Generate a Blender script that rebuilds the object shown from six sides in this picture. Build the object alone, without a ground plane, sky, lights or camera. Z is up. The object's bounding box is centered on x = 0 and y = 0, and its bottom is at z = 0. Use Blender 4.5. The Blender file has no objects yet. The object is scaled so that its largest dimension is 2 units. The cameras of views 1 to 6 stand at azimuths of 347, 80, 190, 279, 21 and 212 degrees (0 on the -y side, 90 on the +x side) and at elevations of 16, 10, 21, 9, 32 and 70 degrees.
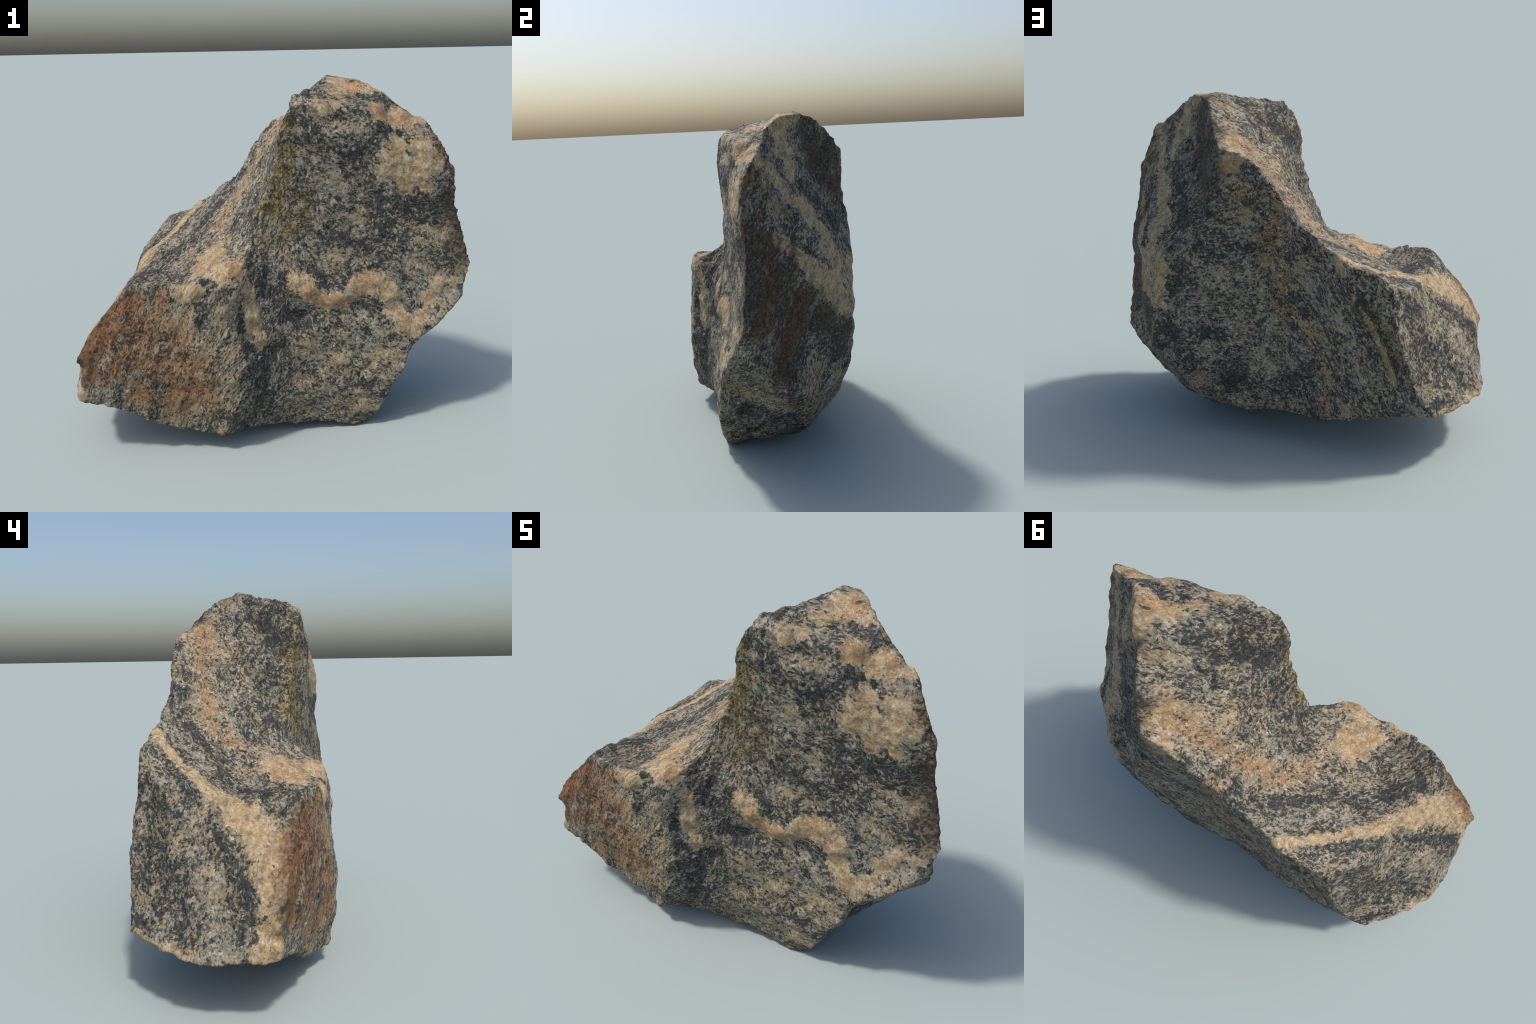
import bpy, bmesh, math, random
import numpy as np
from mathutils import Vector, noise
from mathutils.geometry import delaunay_2d_cdt

FOLIATION = Vector((.77, -.50, -.40)).normalized()              # normal of the gneiss banding
FOLIATION_FOLDED = Vector((.14, -.80, .58)).normalized()        # ... where it folds over at the broad end
# ---------------------------------------------------------------- corner points of the broken block
P = {
 # crown
 'A': (.053,-.238,1.600), 'TL1': (.110,-.153,1.655), 'TL2': (.206,-.080,1.680), 'TL3': (.290,.037,1.707),
 'B': (0.348,0.125,1.727), 'E': (0.432,0.138,1.716),
 'TR1': (0.503,0.010,1.697), 'TR2': (0.582,-0.068,1.648), 'TR3': (0.632,-0.094,1.596), 'TR4': (0.700,-0.128,1.545), 'C': (.775,-.170,1.508),
 'TF1': (.200,-.218,1.618), 'TF2': (0.378,-0.205,1.605), 'TF3': (0.500,-0.165,1.592),
 # right front edge, top to bottom
 'R1': (.822,-.232,1.410), 'R2': (.893,-.252,1.285), 'R3': (.910,-.241,1.100), 'R4': (.945,-.252,.985), 'R5': (.965,-.262,.900),
 'R6': (.996,-.282,.800), 'R7': (0.970,-0.290,0.735), 'R8': (.925,-.325,.650), 'R9': (.843,-.350,.570), 'R10': (.740,-.355,.495),
 'R11': (.655,-.358,.425), 'R12': (.612,-.362,.320), 'R13': (.549,-.360,.217), 'R14': (.484,-.345,.064),
 # front bottom edge, right to left
 'F1': (.450,-.308,.010), 'F2': (.355,-.322,.008), 'F3': (.250,-.312,.033), 'F4': (.130,-.296,.041), 'F5': (-.020,-.296,.047),
 'F6': (-.184,-.312,.064), 'F7': (-.250,-.350,.070), 'F8': (-.332,-.400,.090), 'F9': (-.460,-.348,.103), 'F10': (-.592,-.314,.132),
 'F11': (-.685,-.322,.195), 'F12': (-.852,-.295,.257),
 # front left: upper arris, knee and the step crest
 'N1': (.013,-.229,1.490), 'N2': (-.002,-.216,1.375), 'N3': (-.026,-.205,1.270), 'N4': (-.065,-.195,1.165), 'N5': (-.103,-.192,1.090),
 'N6': (-.115,-.197,1.020), 'S0': (-.137,-.262,.968), 'S1': (-.195,-.340,.918), 'S2': (-.262,-.368,.908), 'S3': (-.358,-.365,.875),
 'S4': (-0.460,-0.383,0.848), 'S5': (-0.550,-0.370,0.862), 'S6': (-.682,-.338,.870),
 'L1': (-.762,-.316,.790), 'L2': (-.844,-.305,.712), 'L3': (-.915,-.300,.622), 'L4': (-.976,-.290,.510), 'L5': (-.964,-.272,.430),
 'L6': (-.975,-.262,.345), 'L7': (-.974,-.262,.288),
 # nose of the stained block, top to bottom
 'Q1': (-0.232,-0.390,0.845), 'Q2': (-.255,-.408,.660), 'Q3': (-.210,-.424,.450), 'Q4': (-.215,-.428,.330), 'Q5': (-.275,-.428,.210),
 # left end bottom
 'K1': (-.985,-.200,.268), 'K2': (-.992,-.070,.262), 'K3': (-.985,.020,.250), 'K4': (-.968,.110,.264), 'K5': (-.872,.250,.276), 'K6': (-.745,.387,.277),
 # left end top edge
 'M1': (-.690,-.200,.845), 'M2': (-.650,.022,.832), 'M3': (-.606,.235,.856),
 # back left arris
 'J1': (-.521,.420,.786), 'J2': (-.570,.426,.632), 'J3': (-.616,.428,.493), 'J4': (-.668,.412,.355),
 # back ridge, crown to left
 'G1': (0.366,0.202,1.694), 'G2': (0.340,0.272,1.648), 'G3': (0.306,0.352,1.565), 'G4': (0.278,0.390,1.525), 'G5': (0.195,0.397,1.512),
 'G6': (0.134,0.396,1.482), 'G7': (0.056,0.396,1.396), 'G8': (-0.004,0.391,1.312), 'G9': (-.060,.388,1.210), 'G10': (-.140,.397,1.165),
 'G11': (-.250,.400,1.070), 'G12': (-.315,.425,1.033), 'G13': (-.440,.422,.998), 'G14': (-.515,.400,.922),
 # valley between slope and shoulder
 'V1': (-0.168,0.000,1.012), 'V2': (-0.155,0.187,1.082), 'V3': (-0.105,0.300,1.140),
 # back right arris
 'D1': (.337,.368,1.330), 'D2': (0.360,0.398,1.130), 'D3': (0.612,0.343,0.955), 'D4': (0.655,0.322,0.660), 'D5': (0.672,0.298,0.475), 'D6': (0.530,0.288,0.318), 'D7': (0.400,0.322,0.240),
 # belly edge on the right end
 'U1': (0.975,-0.205,0.605), 'U2': (0.950,-0.100,0.482), 'U3': (0.920,-0.005,0.437), 'U4': (0.815,0.070,0.350), 'U5': (0.722,0.050,0.225), 'U6': (0.572,0.070,0.100),
 # rear bottom edge
 'X1': (0.522,-0.130,0.060), 'W1': (.455,.055,.042), 'W2': (0.270,0.308,0.178), 'W3': (0.140,0.322,0.183), 'W4': (-0.010,0.322,0.195), 'W5': (-0.100,0.345,0.190), 'W6': (-0.190,0.362,0.187),
 'W7': (-0.320,0.390,0.215), 'W8': (-0.500,0.395,0.258), 'W9': (-0.650,0.397,0.280),
}
# ---------------------------------------------------------------- facets: outline, then points lying inside
FACETS = {
 'crown': ('A TL1 TL2 TL3 B E TR1 TR2 TR3 TF3 TF2 TF1', [(0.4,-0.06,1.635),(0.27,-0.11,1.645),(0.48,-0.09,1.615),(0.44,-0.15,1.605)]),
 'front': ('A TF1 TF2 TF3 TR3 TR4 C R1 R2 R3 R4 R5 R6 R7 R8 R9 R10 R11 R12 R13 R14 F1 F2 F3 F4 F5 F6 F7 F8 Q5 Q4 Q3 Q2 Q1 S1 S0 N6 N5 N4 N3 N2 N1',
   [(0.542,-0.228,1.479),(0.445,-0.245,1.317),(0.525,-0.248,1.174),(0.776,-0.262,1.248),(0.227,-0.248,1.22),(0.082,-0.228,1.113),(0.3,-0.255,1.45),(0.15,-0.258,1.46),(0.879,-0.24,0.998),(0.4,-0.25,1.02),(0.65,-0.25,1),(0.052,-0.265,0.815),(0.2,-0.258,0.93),(0.4,-0.262,0.85),(0.45,-0.285,0.75),(0.3,-0.308,0.735),(0.14,-0.295,0.745),(0.6,-0.305,0.66),(0.8,-0.278,0.8),(0.77,-0.298,0.66),(0.25,-0.302,0.6),(0.1,-0.296,0.6),(-0.094,-0.335,0.5),(-0.08,-0.345,0.59),(0.097,-0.343,0.5),(-0.104,-0.352,0.41),(-0.121,-0.318,0.819),(-0.06,-0.292,0.84),(-0.03,-0.328,0.69),(-0.19,-0.36,0.656),(0.196,-0.33,0.374),(0.391,-0.357,0.211),(0.45,-0.335,0.42),(0.55,-0.338,0.54),(0.05,-0.338,0.22),(-0.1,-0.356,0.2)]),
 'stained_block': ('S1 Q1 Q2 Q3 Q4 Q5 F8 F9 F10 F11 F12 L7 L6 L5 L4 L3 L2 L1 S6 S5 S4 S3 S2',
   [(-0.419,-0.41,0.652),(-0.6,-0.382,0.6),(-0.58,-0.385,0.74),(-0.75,-0.352,0.68),(-0.4,-0.43,0.4),(-0.65,-0.378,0.4),(-0.85,-0.338,0.45),(-0.31,-0.405,0.66),(-0.36,-0.397,0.8)]),
 'left_end': ('S6 L1 L2 L3 L4 L5 L6 L7 K1 K2 K3 K4 K5 K6 J4 J3 J2 J1 G14 M3 M2 M1',
   [(-0.825,-0.05,0.62),(-0.705,0.22,0.6),(-0.885,0.02,0.42),(-0.755,0.22,0.42),(-0.84,0.13,0.36),(-0.95,-0.15,0.45),(-0.588,0.3,0.78),(-0.665,0.275,0.58)]),
 'shoulder': ('S0 S1 S2 S3 S4 S5 S6 M1 M2 M3 G14 G13 G12 G11 G10 G9 V3 V2 V1 N6',
   [(-0.545,0.142,0.903),(-0.454,-0.097,0.845),(-0.5,-0.25,0.82),(-0.3,-0.15,0.928),(-0.28,0.15,1),(-0.35,0.3,1.003),(-0.47,-0.17,0.825),(-0.41,0.2,0.952)]),
 'upper_slope': ('A N1 N2 N3 N4 N5 N6 V1 V2 V3 G9 G8 G7 G6 G5 G4 G3 G2 G1 E B TL3 TL2 TL1',
   [(0.062,0.084,1.411),(0.19,0.059,1.595),(0,0.165,1.285),(0.18,0.245,1.502),(0.035,-0.128,1.43),(-0.05,-0.1,1.17),(-0.105,0,1.12),(0.005,0.28,1.29),(0.138,0.1,1.486),(-0.065,0.2,1.182)]),
 'right_end': ('C TR4 TR3 TR2 TR1 E G1 G2 G3 G4 D1 D2 D3 D4 D5 U4 U3 U2 U1 R8 R7 R6 R5 R4 R3 R2 R1',
   [(0.552,0.115,1.379),(0.5,0.078,1.513),(0.77,0.14,0.95),(0.735,0.22,0.68),(0.68,0.13,1.15),(0.885,-0.06,0.75),(0.415,0.235,1.35),(0.8,-0.06,1.22),(0.882,-0.08,1),(0.785,0.11,0.53),(0.79,0.07,0.8),(0.83,0.02,0.575)]),
 'belly_right': ('R8 U1 U2 U3 U4 U5 U6 W1 X1 F1 R14 R13 R12 R11 R10 R9', [(0.66,-0.23,0.355),(0.6,-0.2,0.182),(0.8,-0.07,0.32),(0.645,0,0.145)]),
 'heel': ('U4 D5 D6 D7 W2 W1 U6 U5', [(0.52,0.185,0.162)]),
 'back': ('G4 G5 G6 G7 G8 G9 G10 G11 G12 G13 G14 J1 J2 J3 J4 K6 W9 W8 W7 W6 W5 W4 W3 W2 D7 D6 D5 D4 D3 D2 D1',
   [(0.25,0.362,0.85),(0.3,0.365,0.6),(0.28,0.36,0.36),(0,0.372,0.6),(-0.3,0.385,0.6),(-0.2,0.393,0.88),(0.1,0.372,1.15),(-0.3,0.385,0.35),(0,0.348,0.36),(-0.48,0.402,0.5),(-0.12,0.355,0.43),(0.43,0.37,0.84),(0.28,0.375,1.06),(-0.32,0.418,0.9),(0.5,0.352,0.5)]),
 'underside': ('F1 F2 F3 F4 F5 F6 F7 F8 F9 F10 F11 F12 L7 K1 K2 K3 K4 K5 K6 W9 W8 W7 W6 W5 W4 W3 W2 W1 X1',
   [(-0.5,0,0.125),(0,0,0.03),(0.3,-0.1,0.012),(-0.75,0.05,0.205),(-0.25,0.05,0.08),(-0.5,0.22,0.19),(-0.2,0.22,0.13)]),
}

def build_block():
    """facet corners -> triangles, facet by facet; facets share the points of their common arris"""
    names = list(P); verts = [Vector(P[n]) for n in names]; idx = {n: i for i, n in enumerate(names)}
    faces = []; arris = {}
    for fname, (loop, inner) in FACETS.items():
        loop = loop.split(); ids = [idx[n] for n in loop]
        for a, b in zip(ids, ids[1:] + ids[:1]): arris[tuple(sorted((a, b)))] = arris.get(tuple(sorted((a, b))), 0) + 1
        for q in inner: ids.append(len(verts)); verts.append(Vector(q))
        co = np.array([verts[i][:] for i in ids]); c = co.mean(0)
        # facet plane from the outline (Newell normal)
        n = np.zeros(3); m = len(loop)
        for i in range(m):
            a, b = co[i] - c, co[(i + 1) % m] - c; n += np.cross(a, b)
        n /= np.linalg.norm(n); u = np.cross(n, [0, 0, 1] if abs(n[2]) < .9 else [1, 0, 0]); u /= np.linalg.norm(u); v = np.cross(n, u)
        flat = [Vector(((p - c) @ u, (p - c) @ v)) for p in co]
        out = delaunay_2d_cdt(flat, [], [list(range(m))], 1, 1e-5)
        if len(out[0]) != len(flat): print('facet', fname, 'vertex count changed', len(flat), len(out[0]))
        for f in out[2]:
            tri = [ids[out[3][k][0]] for k in f]
            faces.append(tri)
    bad = {k: v for k, v in arris.items() if v != 2}
    if bad: print('open arrises', [(names[a], names[b], n) for (a, b), n in bad.items()])
    hard = [k for k in arris if f'{names[k[0]]} {names[k[1]]}' not in SOFT and f'{names[k[1]]} {names[k[0]]}' not in SOFT]
    return verts, faces, [(verts[a], verts[b]) for a, b in hard]

SOFT = {'N6 V1', 'V1 V2', 'V2 V3', 'V3 G9', 'U4 D5', 'D5 D6', 'D6 D7', 'D7 W2', 'D2 D3', 'D3 D4', 'D4 D5', 'S3 S4', 'S2 S3', 'S4 S5', 'TF1 TF2', 'TF2 TF3', 'TF3 TR3'}
VOXEL = .0062

def refine(verts, faces, arrises):
    """even fine mesh over the facets, flats relaxed, arrises only lightly rounded"""
    me = bpy.data.meshes.new('block'); me.from_pydata(verts, [], faces)
    bm = bmesh.new(); bm.from_mesh(me); bmesh.ops.recalc_face_normals(bm, faces=bm.faces); bm.to_mesh(me); bm.free()
    ob = bpy.data.objects.new('block', me); bpy.context.scene.collection.objects.link(ob)
    mod = ob.modifiers.new('even', 'REMESH'); mod.mode = 'VOXEL'; mod.voxel_size = VOXEL
    dg = bpy.context.evaluated_depsgraph_get(); fine = bpy.data.meshes.new_from_object(ob.evaluated_get(dg))
    bpy.data.objects.remove(ob); bpy.data.meshes.remove(me)
    n = len(fine.vertices); co = np.empty(n * 3); fine.vertices.foreach_get('co', co); co = co.reshape(n, 3)
    ed = np.empty(len(fine.edges) * 2, int); fine.edges.foreach_get('vertices', ed); ed = ed.reshape(-1, 2)
    from mathutils.kdtree import KDTree
    pts = [a.lerp(b, t / 12) for a, b in arrises for t in range(13)]
    kd = KDTree(len(pts))
    for i, p in enumerate(pts): kd.insert(p, i)
    kd.balance()
    dist = np.array([kd.find(c)[2] for c in co])
    near = np.clip(dist / .035, 0, 1); lam = .018 + .47 * near * near * (3 - 2 * near)
    i, j = ed[:, 0], ed[:, 1]; deg = np.bincount(i, minlength=n) + np.bincount(j, minlength=n)
    for it in range(70):
        avg = np.empty_like(co)
        for k in range(3): avg[:, k] = (np.bincount(i, co[j, k], n) + np.bincount(j, co[i, k], n)) / deg
        co += (avg - co) * lam[:, None]
    co += normals_of(fine, co) * .0015                           # what relaxing took off
    return fine, co, near

def normals_of(me, co):
    me.vertices.foreach_set('co', co.ravel()); me.update()
    nr = np.empty(len(co) * 3); me.vertices.foreach_get('normal', nr); return nr.reshape(-1, 3)

# local relief: (x, y, z, radius, height) of lumps (+) and pits (-)
RELIEF = [
 (.075,-.282,.788,.045,.014), (.131,-.293,.735,.045,.016), (.270,-.30,.690,.055,.014), (.350,-.304,.725,.055,.018), (.430,-.302,.765,.055,.015), (.500,-.30,.755,.050,.013),
 (.550,-.312,.680,.045,.018), (.585,-.33,.580,.045,.012), (.190,-.30,.615,.060,-.016), (.290,-.29,.605,.055,-.016), (.400,-.30,.62,.050,-.014), (.480,-.31,.60,.045,-.010), (.090,-.296,.610,.045,-.026),
 (.10,-.336,.50,.050,.010), (.20,-.33,.47,.060,.010), (-.02,-.33,.46,.045,-.020), (-.165,-.354,.78,.040,.012), (-.165,-.354,.66,.045,.020), (-.13,-.350,.55,.045,.022), (-.070,-.34,.50,.032,-.024), (-.045,-.31,.57,.030,.010),
 (-.372,-.392,.845,.018,-.014), (-.388,-.40,.79,.016,-.012), (-.402,-.403,.73,.020,-.010), (-.415,-.403,.67,.028,-.014), (-.218,-.395,.70,.018,-.016), (-.214,-.395,.64,.022,-.020), (-.205,-.40,.57,.022,-.014),
 (-.44,-.39,.82,.040,.010), (-.31,-.405,.72,.035,.012), (-.95,-.30,.47,.030,-.012), (-.965,-.275,.44,.028,-.012), (-.93,-.30,.40,.05,-.008),
 (.225,-.225,1.605,.055,.010), (.38,-.205,1.60,.040,-.012), (.505,-.19,1.568,.060,.012), (.57,-.17,1.56,.030,-.010), (.62,-.12,1.56,.030,-.008), (.66,-.15,1.53,.035,.010), (.72,-.25,1.30,.10,.008), (.56,-.25,1.33,.06,.008),
 (.59,-.235,1.46,.040,-.010), (.42,-.25,1.30,.070,-.006), (.67,-.258,1.12,.080,-.010), (.85,-.255,1.10,.06,-.008),
 (.41,.235,1.45,.090,-.010), (.55,.10,1.45,.070,.012), (.68,.14,1.07,.050,-.010), (.74,.12,.98,.060,.012), (.79,.03,1.12,.040,-.012), (.90,-.12,.95,.080,-.008), (.80,.10,.74,.050,-.010),
 (.70,.25,.80,.060,.008), (.88,-.02,.52,.050,.008), (.78,-.02,.38,.050,.012),
 (-.02,.385,.93,.07,.008), (-.10,.385,.80,.05,-.008), (.35,.37,.80,.09,-.008), (.10,.37,.45,.10,.008), (-.40,.405,.75,.05,-.006),
 (-.54,-.03,.855,.050,-.010), (-.66,-.22,.85,.06,.012), (-.36,-.22,.89,.06,.006), (-.49,-.30,.835,.050,-.010), (.08,.15,1.38,.08,.006), (-.05,-.02,1.20,.07,-.006),
]

def fracture(me, co, near):
    """broken-stone relief: placed lumps and pits, broad swells, hackly lumps, grain-sized pits, chipped arrises"""
    nr = normals_of(me, co); d = np.empty(len(co))
    for x, y, z, r, h in RELIEF:
        k = np.linalg.norm(co - (x, y, z), axis=1) / r; sel = np.nonzero(k < 2.2)[0]
        lift = h * np.exp(-1.4 * k[sel] ** 2); co[sel] += nr[sel] * lift[:, None]
    nr = normals_of(me, co)
    for k, (x, y, z) in enumerate(co):
        p = Vector((x, y, z)); e = 1 - near[k]
        w = noise.noise_vector(p * 9) * .02
        f = min(1., max(0., (x + .20) / .45)); n = FOLIATION.lerp(FOLIATION_FOLDED, f * f * (3 - 2 * f)); b = p * 5 + n * (p.dot(n) * 20)
        h = .0065 * noise.noise(b) + .0030 * noise.noise(b * 2.3)                     # ledges along the banding
        h += .005 * noise.noise(p * 5.5 + Vector((3, 1, 7)))
        h += .0085 * (abs(noise.noise((p + w) * 8.5 + Vector((9, 4, 2)))) * 2 - .5)      # ridged: chips with crisp rims
        h += (.0020 + .0055 * e) * noise.noise((p + w) * 25 + Vector((1, 8, 5)))
        h += (.0014 + .0022 * e) * noise.noise(p * 50)
        h += .0014 * noise.noise(p * 105)
        d[k] = h
    return co + nr * d[:, None]

# ---------------------------------------------------------------- stone colours

# where each kind of matter sits: soft balls (x, y, z, radius), joined end to end where the group is a vein;
# their outlines are broken up by noise in the shader
TAN = {
 'knob':   [(.568,-.25,1.386,.070), (.719,-.246,1.35,.085), (.550,-.254,1.285,.058), (.673,-.26,1.25,.075), (.765,-.253,1.308,.065)],
 'crown':  [(.215,-.225,1.602,.042), (.290,-.212,1.612,.035), (.505,-.19,1.568,.060), (.612,-.168,1.530,.055), (.674,-.172,1.504,.05), (.74,-.15,1.52,.05),
            (.400,-.02,1.665,.075), (.500,-.02,1.68,.07), (.43,.09,1.70,.055), (.33,-.09,1.650,.040)],
 'fold':   [(.075,-.282,.785,.055), (.125,-.29,.765,.052), (.345,-.30,.715,.060), (.420,-.304,.750,.071), (.490,-.30,.745,.069), (.545,-.312,.690,.052), (.560,-.325,.610,.055), (.605,-.335,.555,.057), (.665,-.345,.510,.055)],
 'flank':  [(.800,-.296,.715,.042), (.760,-.31,.655,.046), (.715,-.335,.575,.035)],
 'hook_vein':  [(.10,-.288,.775,.046), (.150,-.295,.720,.040), (.230,-.30,.680,.040), (.330,-.30,.705,.050), (.430,-.303,.752,.058), (.520,-.308,.725,.052), (.560,-.325,.620,.046), (.620,-.340,.540,.048)],
 'step_vein':  [(-.22,-.35,.915,.050), (-.300,-.365,.885,.050), (-.36,-.27,.885,.085), (-.32,-.16,.920,.080)],
 'brick_vein': [(-.168,-.354,.790,.041), (-.168,-.356,.66,.044), (-.125,-.345,.54,.046)],
 'lip_vein':   [(-.52,-.381,.830,.036), (-.430,-.398,.812,.042)],
 'broad_vein': [(-.650,.021,.829,.040), (-.740,-.110,.755,.062), (-.830,-.190,.680,.075), (-.925,-.245,.560,.070), (-.962,-.25,.40,.062), (-.978,-.21,.310,.066)],
 'corner': [(.25,.317,1.535,.055), (.245,.395,1.462,.045), (.20,.38,1.49,.045)],
 'pale_vein':  [(.699,-.088,1.48,.030), (.69,-.017,1.373,.032), (.675,.048,1.294,.038), (.637,.142,1.218,.047), (.62,.20,1.13,.043)],
 'wedge_vein': [(.52,.005,1.66,.054), (.553,.024,1.53,.063), (.59,.045,1.43,.049)],
 'end_vein':   [(.635,.19,1.13,.044), (.675,.215,1.03,.064), (.70,.235,.90,.069), (.70,.26,.77,.054)],
 'band_vein':  [(.837,-.076,1.154,.037), (.80,.013,1.077,.040), (.78,.105,.975,.053), (.74,.19,.88,.058)],
 'rear_vein':  [(.60,.335,1.0,.039), (.615,.34,.88,.048), (.615,.335,.74,.044)],
}
VEIN = {                                                        # thin clean feldspar veins, and a tan strip along the lower left edge
 'vein':   [(-.270,.400,1.056,.024), (-.395,.295,.990,.022), (-.49,.205,.934,.024), (-.600,.095,.868,.030), (-.650,.021,.829,.040)],
 'seam_vein':  [(-.262,.405,1.045,.020), (-.349,.408,.868,.011), (-.426,.409,.732,.011), (-.484,.415,.609,.012), (-.545,.418,.466,.012)],
 'tan_sole_vein':  [(-.75,.38,.272,.028), (-.87,.255,.268,.030), (-.965,.11,.258,.030)],  # tan strip along the bottom edge of the left end
}
BUFF = {                                                        # warmer, paler speckle
 'slope_vein': [(.262,.241,1.589,.05), (.19,.27,1.515,.065), (.07,.24,1.37,.075), (-.03,.20,1.25,.075), (-.12,.18,1.12,.065), (-.20,.10,1.025,.06), (-.26,-.05,.965,.065)],
 'block':  [(-.45,-.41,.40,.12), (-.42,-.41,.55,.09), (-.52,-.38,.24,.10), (-.70,-.36,.30,.08), (-.52,-.39,.72,.09)],
 'spot':   [(.06,.12,1.40,.065), (.10,.09,1.46,.045), (-.02,.05,1.28,.05)],
 'post_vein':  [(-.312,-.411,.73,.030), (-.312,-.412,.60,.038), (-.275,-.427,.46,.048), (-.30,-.42,.30,.045)],
 'heel_vein':  [(.70,-.28,.42,.040), (.77,-.16,.385,.045), (.815,-.03,.315,.045), (.83,.06,.35,.045), (.834,.08,.455,.035)],
 'toe_vein':   [(.58,.16,.16,.035), (.40,.28,.225,.035), (.28,.25,.150,.035), (.10,.27,.15,.03)],
 'low':    [(.264,-.339,.354,.09), (.117,-.336,.476,.06), (.384,-.353,.141,.07), (.53,-.351,.389,.06), (.089,-.334,.296,.05), (.20,-.33,.25,.05)],
 'streak_vein': [(.64,-.26,1.00,.022), (.74,-.258,.995,.026), (.88,-.25,.985,.030)],
 'stripe_vein': [(.70,-.268,.915,.020), (.80,-.26,.94,.024), (.92,-.25,.965,.026)],
}
OCHRE = {                                                       # iron-warmed feldspar: orange streaks; also the fold's brown shaded link
 'back_vein':  [(.027,.395,1.30,.056), (.040,.388,1.177,.062), (.040,.384,1.01,.069), (-.02,.385,.93,.075), (.0,.382,.80,.044), (-.13,.38,.67,.040), (-.21,.381,.52,.040), (-.225,.384,.38,.037), (-.19,.389,.26,.056)],
 'back':   [(.245,.395,1.44,.055), (.18,.385,1.33,.05)],
 'front':  [(.13,-.293,.74,.05), (.27,-.30,.675,.05), (.45,-.302,.765,.06), (.505,-.19,1.57,.055), (.65,-.17,1.515,.06), (.72,-.25,1.205,.035), (.64,-.258,1.19,.035), (.62,-.345,.52,.035),
            (-.235,-.37,.90,.045), (.80,-.22,1.43,.04), (-.36,-.22,.89,.07), (.44,0,1.68,.05), (-.56,-.38,.80,.04)],
 'painted_link_shade_vein':  [(.140,-.293,.720,.038), (.220,-.30,.675,.043), (.320,-.30,.690,.048)],  # brown shade between the fold lumps, tinted into the stone
 'block':  [(-.45,-.41,.42,.12), (-.56,-.38,.28,.10), (-.40,-.42,.27,.08), (-.70,-.36,.36,.08), (-.50,-.40,.66,.07)],
 'slope_vein': [(.23,.27,1.54,.040), (.17,.275,1.49,.040), (.05,.24,1.35,.036), (-.05,.21,1.22,.036), (-.15,.15,1.08,.036), (-.23,.03,1.0,.032)],
}
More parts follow.
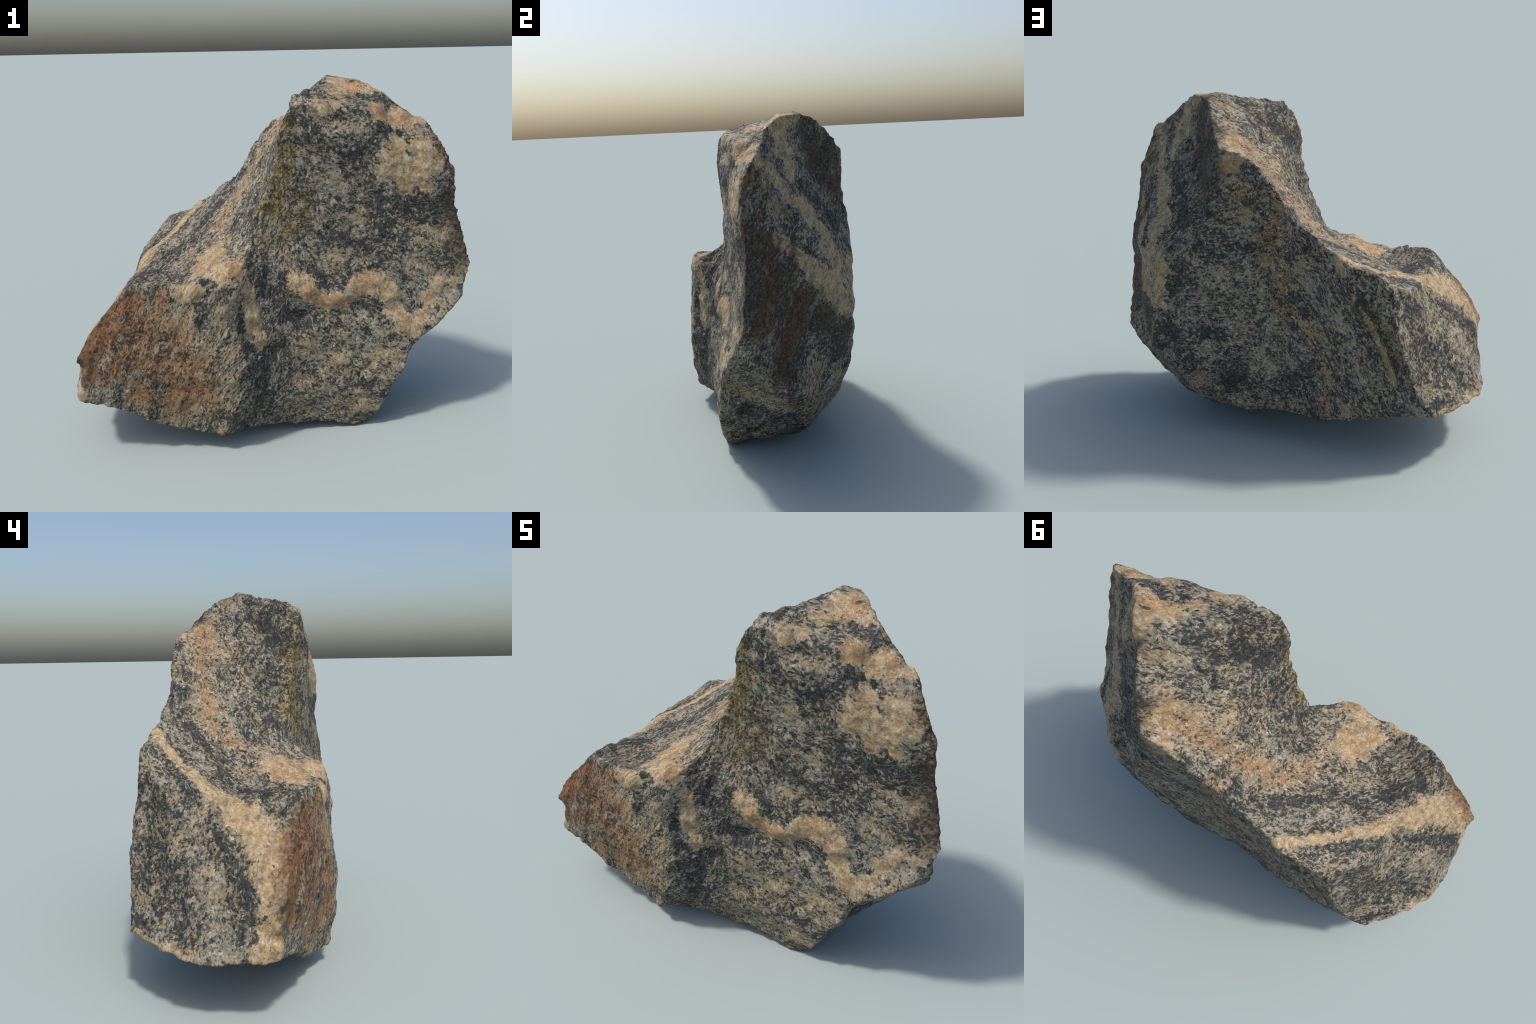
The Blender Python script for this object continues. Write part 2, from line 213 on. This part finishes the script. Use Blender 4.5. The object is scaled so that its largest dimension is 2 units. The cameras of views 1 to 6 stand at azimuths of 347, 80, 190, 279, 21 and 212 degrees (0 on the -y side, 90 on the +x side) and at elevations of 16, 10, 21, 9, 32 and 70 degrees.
DARK = {                                                        # biotite-rich belts; dark hollows, channel and cracks
 'belt_vein':  [(.440,-.25,1.24,.045), (.500,-.256,1.135,.050), (.620,-.258,1.125,.050), (.745,-.26,1.150,.055), (.845,-.262,1.180,.060)],
 'front':  [(.88,-.25,1.09,.045), (.366,-.254,1.329,.065), (.40,-.25,1.41,.045), (.14,-.258,1.511,.06), (.08,-.24,1.57,.05), (.286,-.254,.987,.06), (.505,-.259,.957,.075), (.62,-.26,.90,.045), (.42,-.28,.93,.045)],
 'bar_vein':   [(.47,-.24,1.45,.028), (.60,-.23,1.462,.032)],
 'gully_vein': [(-.08,-.30,.87,.035), (-.115,-.335,.79,.040), (-.05,-.31,.74,.03)],
 'dark_pit_vein':   [(-.02,-.30,.63,.030), (.09,-.296,.60,.042), (.27,-.29,.605,.026)],  # darker streak through the hollows below the fold
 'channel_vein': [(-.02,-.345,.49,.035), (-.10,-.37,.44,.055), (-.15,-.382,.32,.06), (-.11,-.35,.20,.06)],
 'nib_vein':   [(.155,-.275,.840,.026), (.215,-.275,.795,.028)],
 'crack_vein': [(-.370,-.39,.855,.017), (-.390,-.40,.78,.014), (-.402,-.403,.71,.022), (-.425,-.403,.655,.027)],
 'joint_vein': [(.346,.362,1.40,.010), (.345,.388,1.25,.009), (.350,.398,1.10,.011)],
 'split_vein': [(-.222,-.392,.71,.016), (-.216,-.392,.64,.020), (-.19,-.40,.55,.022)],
 'end_vein':   [(-.58,.30,.80,.055), (-.64,.31,.66,.085), (-.70,.30,.52,.085), (-.76,.22,.42,.080), (-.88,.10,.345,.065)],
 'streak_vein': [(-.66,.06,.76,.019), (-.801,-.03,.644,.028), (-.870,-.105,.575,.032), (-.925,-.145,.475,.035), (-.948,-.115,.370,.034)],
 'hump_vein':  [(-.705,-.285,.842,.034), (-.690,-.21,.835,.043), (-.615,-.15,.845,.043), (-.53,-.04,.856,.032), (-.45,.05,.895,.032), (-.36,.10,.955,.038), (-.28,.16,1.0,.030), (-.19,.25,1.07,.034)],
 'flank':  [(-.750,-.22,.785,.042)],
 'slope':  [(.02,.32,1.315,.045), (-.05,.335,1.22,.05), (-.12,.31,1.13,.045), (-.011,-.095,1.297,.065), (.03,-.14,1.47,.070), (-.061,-.06,1.163,.05), (.11,-.05,1.56,.06), (.20,.06,1.60,.05), (-.087,-.119,1.09,.045), (.14,-.13,1.63,.05), (.25,.03,1.68,.05)],
 'right_vein': [(.584,.093,1.379,.034), (.523,.195,1.28,.048), (.482,.284,1.169,.050), (.55,.325,1.05,.038)],
 'thin_vein':  [(.824,-.091,1.235,.018), (.778,-.002,1.16,.022), (.756,.065,1.089,.024), (.75,.13,1.01,.018)],
 'low_vein':   [(.72,.234,.629,.050), (.754,.18,.574,.060), (.69,.28,.50,.055)],
 'belly_vein': [(.62,-.25,.27,.040), (.70,-.14,.25,.045), (.75,-.04,.23,.040), (.60,.02,.08,.04)],
 'back':   [(.154,.391,1.422,.05), (.09,.39,1.36,.04), (.345,.367,.595,.06), (.453,.323,.435,.065), (.574,.335,.605,.045), (.238,.359,.363,.07), (.365,.389,1.047,.05), (-.077,.39,1.08,.05), (-.051,.386,.849,.032), (-.365,.416,.965,.03), (-.25,.386,.368,.04),
            (-.109,.379,.428,.05), (-.10,.385,.76,.03), (-.16,.39,.88,.035), (.36,.385,1.24,.04), (.52,.35,.85,.035)],
 'seam_vein':  [(-.330,.412,.94,.020), (-.390,.412,.82,.022), (-.45,.412,.72,.022), (-.52,.42,.58,.022), (-.575,.425,.45,.024)],
}
PALE = {                                                        # quartz and feldspar rich speckle
 'front':  [(.183,-.257,1.08,.05), (.252,-.261,1.214,.055), (.402,-.25,1.063,.05), (.311,-.269,.889,.045), (.22,-.275,.86,.045), (.66,-.28,.83,.045)],
 'end_vein':   [(-.66,.16,.75,.030), (-.713,.129,.676,.035), (-.79,.075,.57,.050), (-.86,.006,.48,.055), (-.925,-.03,.39,.055), (-.964,-.06,.300,.060)],
 'rim_vein':   [(-.56,.37,.72,.022), (-.62,.37,.48,.028), (-.72,.34,.34,.03)],
 'back':   [(.161,.379,1.235,.055), (.306,.371,.901,.07), (.241,.376,.686,.07), (.031,.379,.70,.05), (.119,.366,.491,.08), (-.268,.401,.743,.055), (-.351,.399,.632,.055), (-.40,.40,.48,.055), (-.33,.39,.30,.05), (.42,.36,.95,.035), (-.20,.39,1.0,.04)],
 'right':  [(.950,-.26,.672,.036), (.62,.12,1.26,.03)],
 'slope':  [(-.25,.25,1.03,.035), (-.30,.03,.95,.035), (-.45,.13,.93,.030), (-.02,.0,1.27,.05), (.25,.10,1.66,.05), (-.06,.07,1.18,.045)],
}
RUST = {
 'block_vein': [(-.600,-.378,.79,.050), (-.69,-.350,.74,.070), (-.80,-.330,.68,.070), (-.92,-.313,.56,.060)],
 'block':  [(-.633,-.370,.67,.075), (-.538,-.392,.58,.065), (-.74,-.35,.58,.075), (-.777,-.347,.48,.07), (-.649,-.378,.48,.075), (-.479,-.413,.48,.06), (-.419,-.42,.36,.06), (-.524,-.39,.30,.07), (-.88,-.32,.43,.05), (-.56,-.39,.40,.06), (-.70,-.35,.34,.05)],
}
RUSSET = {                                                      # darker red-brown stain on the broad end
 'rim_vein':   [(.79,-.20,1.44,.022), (.85,-.235,1.34,.026), (.905,-.24,1.20,.024)],
 'end_vein':   [(.872,-.116,1.10,.030), (.893,-.116,.981,.040), (.92,-.146,.866,.045), (.945,-.19,.76,.040)],
 'nick_vein':  [(.825,-.154,1.31,.025), (.865,-.16,1.204,.028)],
 'patch_vein': [(.786,.005,1.10,.022), (.820,-.005,1.03,.028)],
 'drip_vein':  [(.81,.05,.88,.045), (.85,.0,.78,.050), (.90,-.07,.66,.045), (.93,-.10,.55,.040)],
}
UMBER = {                                                       # thin dark brown weathering skin
 'facet_vein': [(.41,.166,1.64,.068), (.404,.20,1.54,.088), (.395,.24,1.44,.095), (.385,.30,1.36,.068)],
 'facet':  [(.345,.30,1.55,.074), (.335,.34,1.47,.068), (.34,.355,1.38,.054)],
 'skin':   [(.885,-.08,.97,.080), (.88,-.06,.83,.085), (.86,-.03,.72,.075), (.84,-.12,1.12,.05)],
 'end_vein':   [(.865,-.20,1.20,.047), (.890,-.19,1.12,.074), (.915,-.196,1.02,.081), (.945,-.20,.90,.081), (.955,-.21,.80,.068)],
 'drip_vein':  [(.80,.06,.86,.068), (.85,.0,.76,.068), (.905,-.07,.65,.068), (.935,-.10,.55,.054)],
 'low_vein':   [(.776,.113,.765,.061), (.757,.182,.698,.061), (.70,.27,.65,.054)],
 'tip_vein':   [(-.73,-.33,.79,.041), (-.84,-.315,.68,.043), (-.94,-.305,.50,.049), (-.94,-.30,.38,.041)],
}
OLIVE = {
 'front':  [(.049,-.236,1.071,.075), (-.021,-.229,1.0,.06), (.116,-.248,1.152,.06)],
 'arris_vein': [(-.045,-.205,1.126,.060), (.0,-.22,1.25,.048), (.039,-.226,1.40,.050), (.049,-.242,1.52,.042)],
 'right_vein': [(.783,-.14,1.44,.045), (.774,-.096,1.353,.050), (.77,-.04,1.266,.048)],
 'low':    [(.909,-.077,.70,.05), (.86,-.03,.64,.05)],
 'back_vein':  [(-.40,.41,.82,.045), (-.47,.413,.68,.045), (-.53,.42,.54,.05)],
 'back':   [(.16,.385,1.30,.05), (.10,.38,1.10,.06)],
}

class Graph:
    """small helper for writing shader maths"""
    def __init__(s, tree): s.t = tree; s.l = tree.links
    def put(s, sock, v):
        if hasattr(v, 'links'): s.l.new(v, sock)
        elif isinstance(v, (tuple, list, Vector)) and len(sock.default_value) == 4 and len(v) == 3: sock.default_value = (*v, 1)
        else: sock.default_value = v
    def math(s, op, a, b=0., c=None):
        n = s.t.nodes.new('ShaderNodeMath'); n.operation = op; s.put(n.inputs[0], a); s.put(n.inputs[1], b)
        if c is not None: s.put(n.inputs[2], c)
        return n.outputs[0]
    def vec(s, op, a, b=(0, 0, 0), scale=None):
        n = s.t.nodes.new('ShaderNodeVectorMath'); n.operation = op; s.put(n.inputs[0], a)
        if op != 'SCALE': s.put(n.inputs[1], b)
        if scale is not None: s.put(n.inputs['Scale'], scale)
        return n.outputs['Value'] if op in ('DISTANCE', 'DOT_PRODUCT', 'LENGTH') else n.outputs[0]
    def noise(s, p, scale, detail=2., rough=.5, out=0, lac=2.):
        n = s.t.nodes.new('ShaderNodeTexNoise'); s.put(n.inputs['Vector'], p); n.inputs['Scale'].default_value = scale
        n.inputs['Detail'].default_value = detail; n.inputs['Roughness'].default_value = rough; n.inputs['Lacunarity'].default_value = lac
        return n.outputs[out]
    def cells(s, p, scale, out='Color', rand=1.):
        n = s.t.nodes.new('ShaderNodeTexVoronoi'); s.put(n.inputs['Vector'], p); n.inputs['Scale'].default_value = scale; n.inputs['Randomness'].default_value = rand
        return n.outputs[out]
    def step(s, v, lo, hi, a=0., b=1.):
        n = s.t.nodes.new('ShaderNodeMapRange'); n.interpolation_type = 'SMOOTHSTEP'
        for k, x in zip(('Value', 'From Min', 'From Max', 'To Min', 'To Max'), (v, lo, hi, a, b)): s.put(n.inputs[k], x)
        return n.outputs[0]
    def mix(s, f, a, b, kind='MIX'):
        n = s.t.nodes.new('ShaderNodeMix'); n.data_type = 'RGBA'; n.blend_type = kind; s.put(n.inputs[0], f); s.put(n.inputs[6], a); s.put(n.inputs[7], b)
        return n.outputs[2]
    def patches(s, p, name, groups, lo, hi, ragged):
        """0..1 inside a set of soft balls and capsules, as a node group of its own"""
        tree = bpy.data.node_groups.new(name, 'ShaderNodeTree')
        tree.interface.new_socket('position', in_out='INPUT', socket_type='NodeSocketVector'); tree.interface.new_socket('ragged', in_out='INPUT', socket_type='NodeSocketFloat'); tree.interface.new_socket('mask', in_out='OUTPUT', socket_type='NodeSocketFloat')
        g = Graph(tree); q, rag = tree.nodes.new('NodeGroupInput').outputs[:2]; best = None
        def join(d): return d if best is None else g.math('SMOOTH_MIN', best, d, .3)
        for kind, group in groups.items():
            if kind.endswith('vein'):
                for (*a, ra), (*b, rb) in zip(group, group[1:]):
                    a = Vector(a); ba = Vector(b) - a; pa = g.vec('SUBTRACT', q, a)
                    h = g.math('MAXIMUM', g.math('MINIMUM', g.vec('DOT_PRODUCT', pa, ba / ba.length_squared), 1.), 0.)
                    best = join(g.math('DIVIDE', g.vec('DISTANCE', pa, g.vec('SCALE', ba, scale=h)), g.math('MULTIPLY_ADD', h, rb - ra, ra)))
            else:
                for x, y, z, r in group: best = join(g.math('MULTIPLY', g.vec('DISTANCE', q, (x, y, z)), 1 / r))
        g.put(tree.nodes.new('NodeGroupOutput').inputs[0], g.step(g.math('ADD', best, rag), lo, hi))
        n = s.t.nodes.new('ShaderNodeGroup'); n.node_tree = tree; s.put(n.inputs[0], p); s.put(n.inputs[1], ragged); return n.outputs[0]

def stone_material():
    m = bpy.data.materials.new('banded_gneiss'); m.use_nodes = True; t = m.node_tree; g = Graph(t)
    bsdf = t.nodes['Principled BSDF']
    p = t.nodes.new('ShaderNodeTexCoord').outputs['Object']
    half = (.5, .5, .5)
    # ragged outlines: the positions are pushed about before the masks are read
    w1 = g.vec('SCALE', g.vec('SUBTRACT', g.noise(p, 9, 2, .6, 1), half), scale=.060)
    w2 = g.vec('SCALE', g.vec('SUBTRACT', g.noise(p, 27, 2, .65, 1), half), scale=.036)
    w3 = g.vec('SCALE', g.vec('SUBTRACT', g.noise(p, 75, 2, .65, 1), half), scale=.024)
    q = g.vec('ADD', g.vec('ADD', p, w1), g.vec('ADD', w2, w3))
    qv = g.vec('ADD', g.vec('ADD', p, g.vec('SCALE', w1, scale=.75)), g.vec('ADD', g.vec('SCALE', w2, scale=1.5), g.vec('SCALE', w3, scale=1.3)))
    qt = g.vec('ADD', g.vec('ADD', p, g.vec('SCALE', w1, scale=.30)), g.vec('ADD', g.vec('SCALE', w2, scale=.5), w3))
    rag = g.math('SUBTRACT', g.noise(p, 17, 3, .65), .5)
    r1, r2, r3 = g.math('MULTIPLY', rag, 2.5), g.math('MULTIPLY', rag, .9), g.math('MULTIPLY', rag, 3.0)
    tan = g.math('MAXIMUM', g.patches(qv, 'tan', TAN, 1.22, .78, r1), g.patches(qt, 'vein', VEIN, 1.35, .65, r2))
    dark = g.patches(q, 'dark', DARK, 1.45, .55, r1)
    ochre, pale, buff = (g.patches(q, n, x, 1.4, .5, r1) for n, x in (('ochre', OCHRE), ('pale', PALE), ('buff', BUFF)))
    rust, russet, umber, olive = (g.patches(q, n, x, 1.75, .45, r3) for n, x in (('rust', RUST), ('russet', RUSSET), ('umber', UMBER), ('olive', OLIVE)))
    # foliation: noise squeezed across the banding plane, which folds over towards the broad end
    sx = t.nodes.new('ShaderNodeSeparateXYZ'); g.put(sx.inputs[0], p)
    fold = g.step(sx.outputs[0], -.20, .25)
    q1 = g.vec('ADD', p, g.vec('SCALE', w1, scale=.8))
    def squeezed(n, k): return g.vec('ADD', q1, g.vec('SCALE', tuple(n), scale=g.math('MULTIPLY', g.vec('DOT_PRODUCT', q1, tuple(n)), k)))
    def blend(a, b): return g.math('ADD', g.math('MULTIPLY', a, g.math('SUBTRACT', 1., fold)), g.math('MULTIPLY', b, fold))
    fl, fr = squeezed(FOLIATION, 3.6), squeezed(FOLIATION_FOLDED, 3.0)
    band = blend(g.noise(fl, 3.4, 2, .55), g.noise(fr, 3.2, 2, .55))
    fine = blend(g.noise(fl, 15, 3, .6), g.noise(fr, 14, 3, .6))
    # crystal grain
    side = g.math('GREATER_THAN', g.math('ADD', sx.outputs[0], g.math('MULTIPLY', rag, .7)), .03)
    gl, gr = squeezed(FOLIATION, .85), squeezed(FOLIATION_FOLDED, .75)
    gp = g.vec('ADD', g.vec('ADD', gl, g.vec('SCALE', g.vec('SUBTRACT', gr, gl), scale=side)), g.vec('SCALE', w3, scale=.5))
    flake = g.cells(gp, 88); sep = t.nodes.new('ShaderNodeSeparateColor'); g.put(sep.inputs[0], flake)
    flake2 = g.cells(gp, 150); sep2 = t.nodes.new('ShaderNodeSeparateColor'); g.put(sep2.inputs[0], flake2)
    tone, tone2 = sep.outputs[1], sep2.outputs[1]
    clump = g.noise(gp, 50, 3, .70)
    knots = g.noise(q1, 25, 2, .55)
    v = g.math('ADD', g.math('MULTIPLY', clump, 1.10), g.math('ADD', g.math('MULTIPLY', sep.outputs[0], .28), g.math('MULTIPLY', sep2.outputs[0], .20)))   # about .5 .. 1.1
    thr = g.math('ADD', .812, g.math('MULTIPLY', g.math('SUBTRACT', band, .5), .62))
    thr = g.math('ADD', thr, g.math('MULTIPLY', g.math('SUBTRACT', fine, .5), .60))
    thr = g.math('ADD', thr, g.math('MULTIPLY', g.math('SUBTRACT', knots, .5), .44))
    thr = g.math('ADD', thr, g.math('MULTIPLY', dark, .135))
    thr = g.math('SUBTRACT', thr, g.math('MULTIPLY', pale, .09))
    thr = g.math('SUBTRACT', thr, g.math('MULTIPLY', buff, .09))
    thr = g.math('SUBTRACT', thr, g.math('MULTIPLY', ochre, .07))
    thr = g.math('SUBTRACT', thr, g.math('MULTIPLY', tan, .30))
    light = g.step(g.math('SUBTRACT', v, thr), -.175, .185)
    # colours of the grains
    mott = g.noise(gp, 24, 4, .68)
    warm = g.math('MAXIMUM', g.step(g.noise(p, 8, 3, .6), .36, .62), g.math('MULTIPLY', buff, .8))
    grey = g.mix(warm, (.264, .238, .184), (.315, .246, .150))
    cream = g.mix(g.step(mott, .36, .62), (.285, .190, .090), (.465, .342, .194))
    felsic = g.mix(g.math('MAXIMUM', tan, g.math('MULTIPLY', buff, .45)), grey, cream)
    felsic = g.mix(g.math('MULTIPLY', g.math('MULTIPLY', ochre, g.step(g.noise(p, 19, 3, .6), .20, .56)), .74), felsic, (.310, .168, .062))
    felsic = g.mix(g.math('MULTIPLY', g.step(tone, .66, .98), .55), felsic, (.50, .48, .43))         # clear quartz
    felsic = g.mix(g.step(tone2, .0, 1., .0, .36), felsic, (.115, .092, .062))                       # duller grains
    felsic = g.mix(g.step(mott, .30, .52, .34, .0), felsic, (.105, .082, .055))
    mafic = g.mix(tone, (.012, .013, .013), (.050, .051, .049))
    mafic = g.mix(g.math('MULTIPLY', tan, .6), mafic, (.060, .042, .026))
    col = g.mix(light, mafic, felsic)
    # weathering skins
    blot = g.noise(q, 20, 4, .7)
    ol = g.math('MULTIPLY', olive, g.step(blot, .33, .60))
    col = g.mix(g.math('MULTIPLY', ol, .72), col, g.mix(light, (.034, .026, .008), (.190, .125, .028)))
    um = g.math('MULTIPLY', umber, g.step(blot, .22, .48))
    col = g.mix(g.math('MULTIPLY', um, .92), col, g.mix(g.step(v, .62, 1.05), (.026, .019, .014), (.088, .062, .040)))
    rs = g.math('MULTIPLY', russet, g.step(g.noise(q, 17, 4, .7), .30, .56))
    col = g.mix(g.math('MULTIPLY', rs, .75), col, g.mix(g.step(v, .60, 1.0), (.034, .016, .010), (.125, .052, .020)))
    ru = g.math('MULTIPLY', rust, g.step(g.noise(q, 15, 4, .72), .36, .60))
    col = g.mix(g.math('MULTIPLY', rust, .32), col, g.mix(light, (.030, .018, .011), (.240, .125, .045)))
    col = g.mix(g.math('MULTIPLY', ru, .60), col, g.mix(g.step(v, .55, .95), (.042, .019, .010), g.mix(g.step(g.noise(p, 24, 3, .6), .35, .65), (.180, .055, .014), (.300, .125, .032))))
    g.put(bsdf.inputs['Base Color'], col)
    g.put(bsdf.inputs['Roughness'], g.step(tone2, 0, 1, .62, .88))
    bsdf.inputs['Specular IOR Level'].default_value = .35
    b = t.nodes.new('ShaderNodeBump'); b.inputs['Strength'].default_value = .42; b.inputs['Distance'].default_value = .006
    g.put(b.inputs['Height'], v); g.put(bsdf.inputs['Normal'], b.outputs[0])
    return m

verts, faces, arrises = build_block()
me, co, near = refine(verts, faces, arrises)
co = fracture(me, co, near)
co[:, 2] -= co[:, 2].min()
me.vertices.foreach_set('co', co.ravel()); me.update()
me.shade_smooth()
me.name = 'gneiss_rock'
rock = bpy.data.objects.new('gneiss_rock', me)
bpy.context.scene.collection.objects.link(rock)
rock["label"] = "rough broken block of banded grey, tan and rust-stained gneiss"
rock["category"] = "rock"
me.materials.clear(); me.materials.append(stone_material())
print('tris', sum(len(p.vertices) - 2 for p in me.polygons))
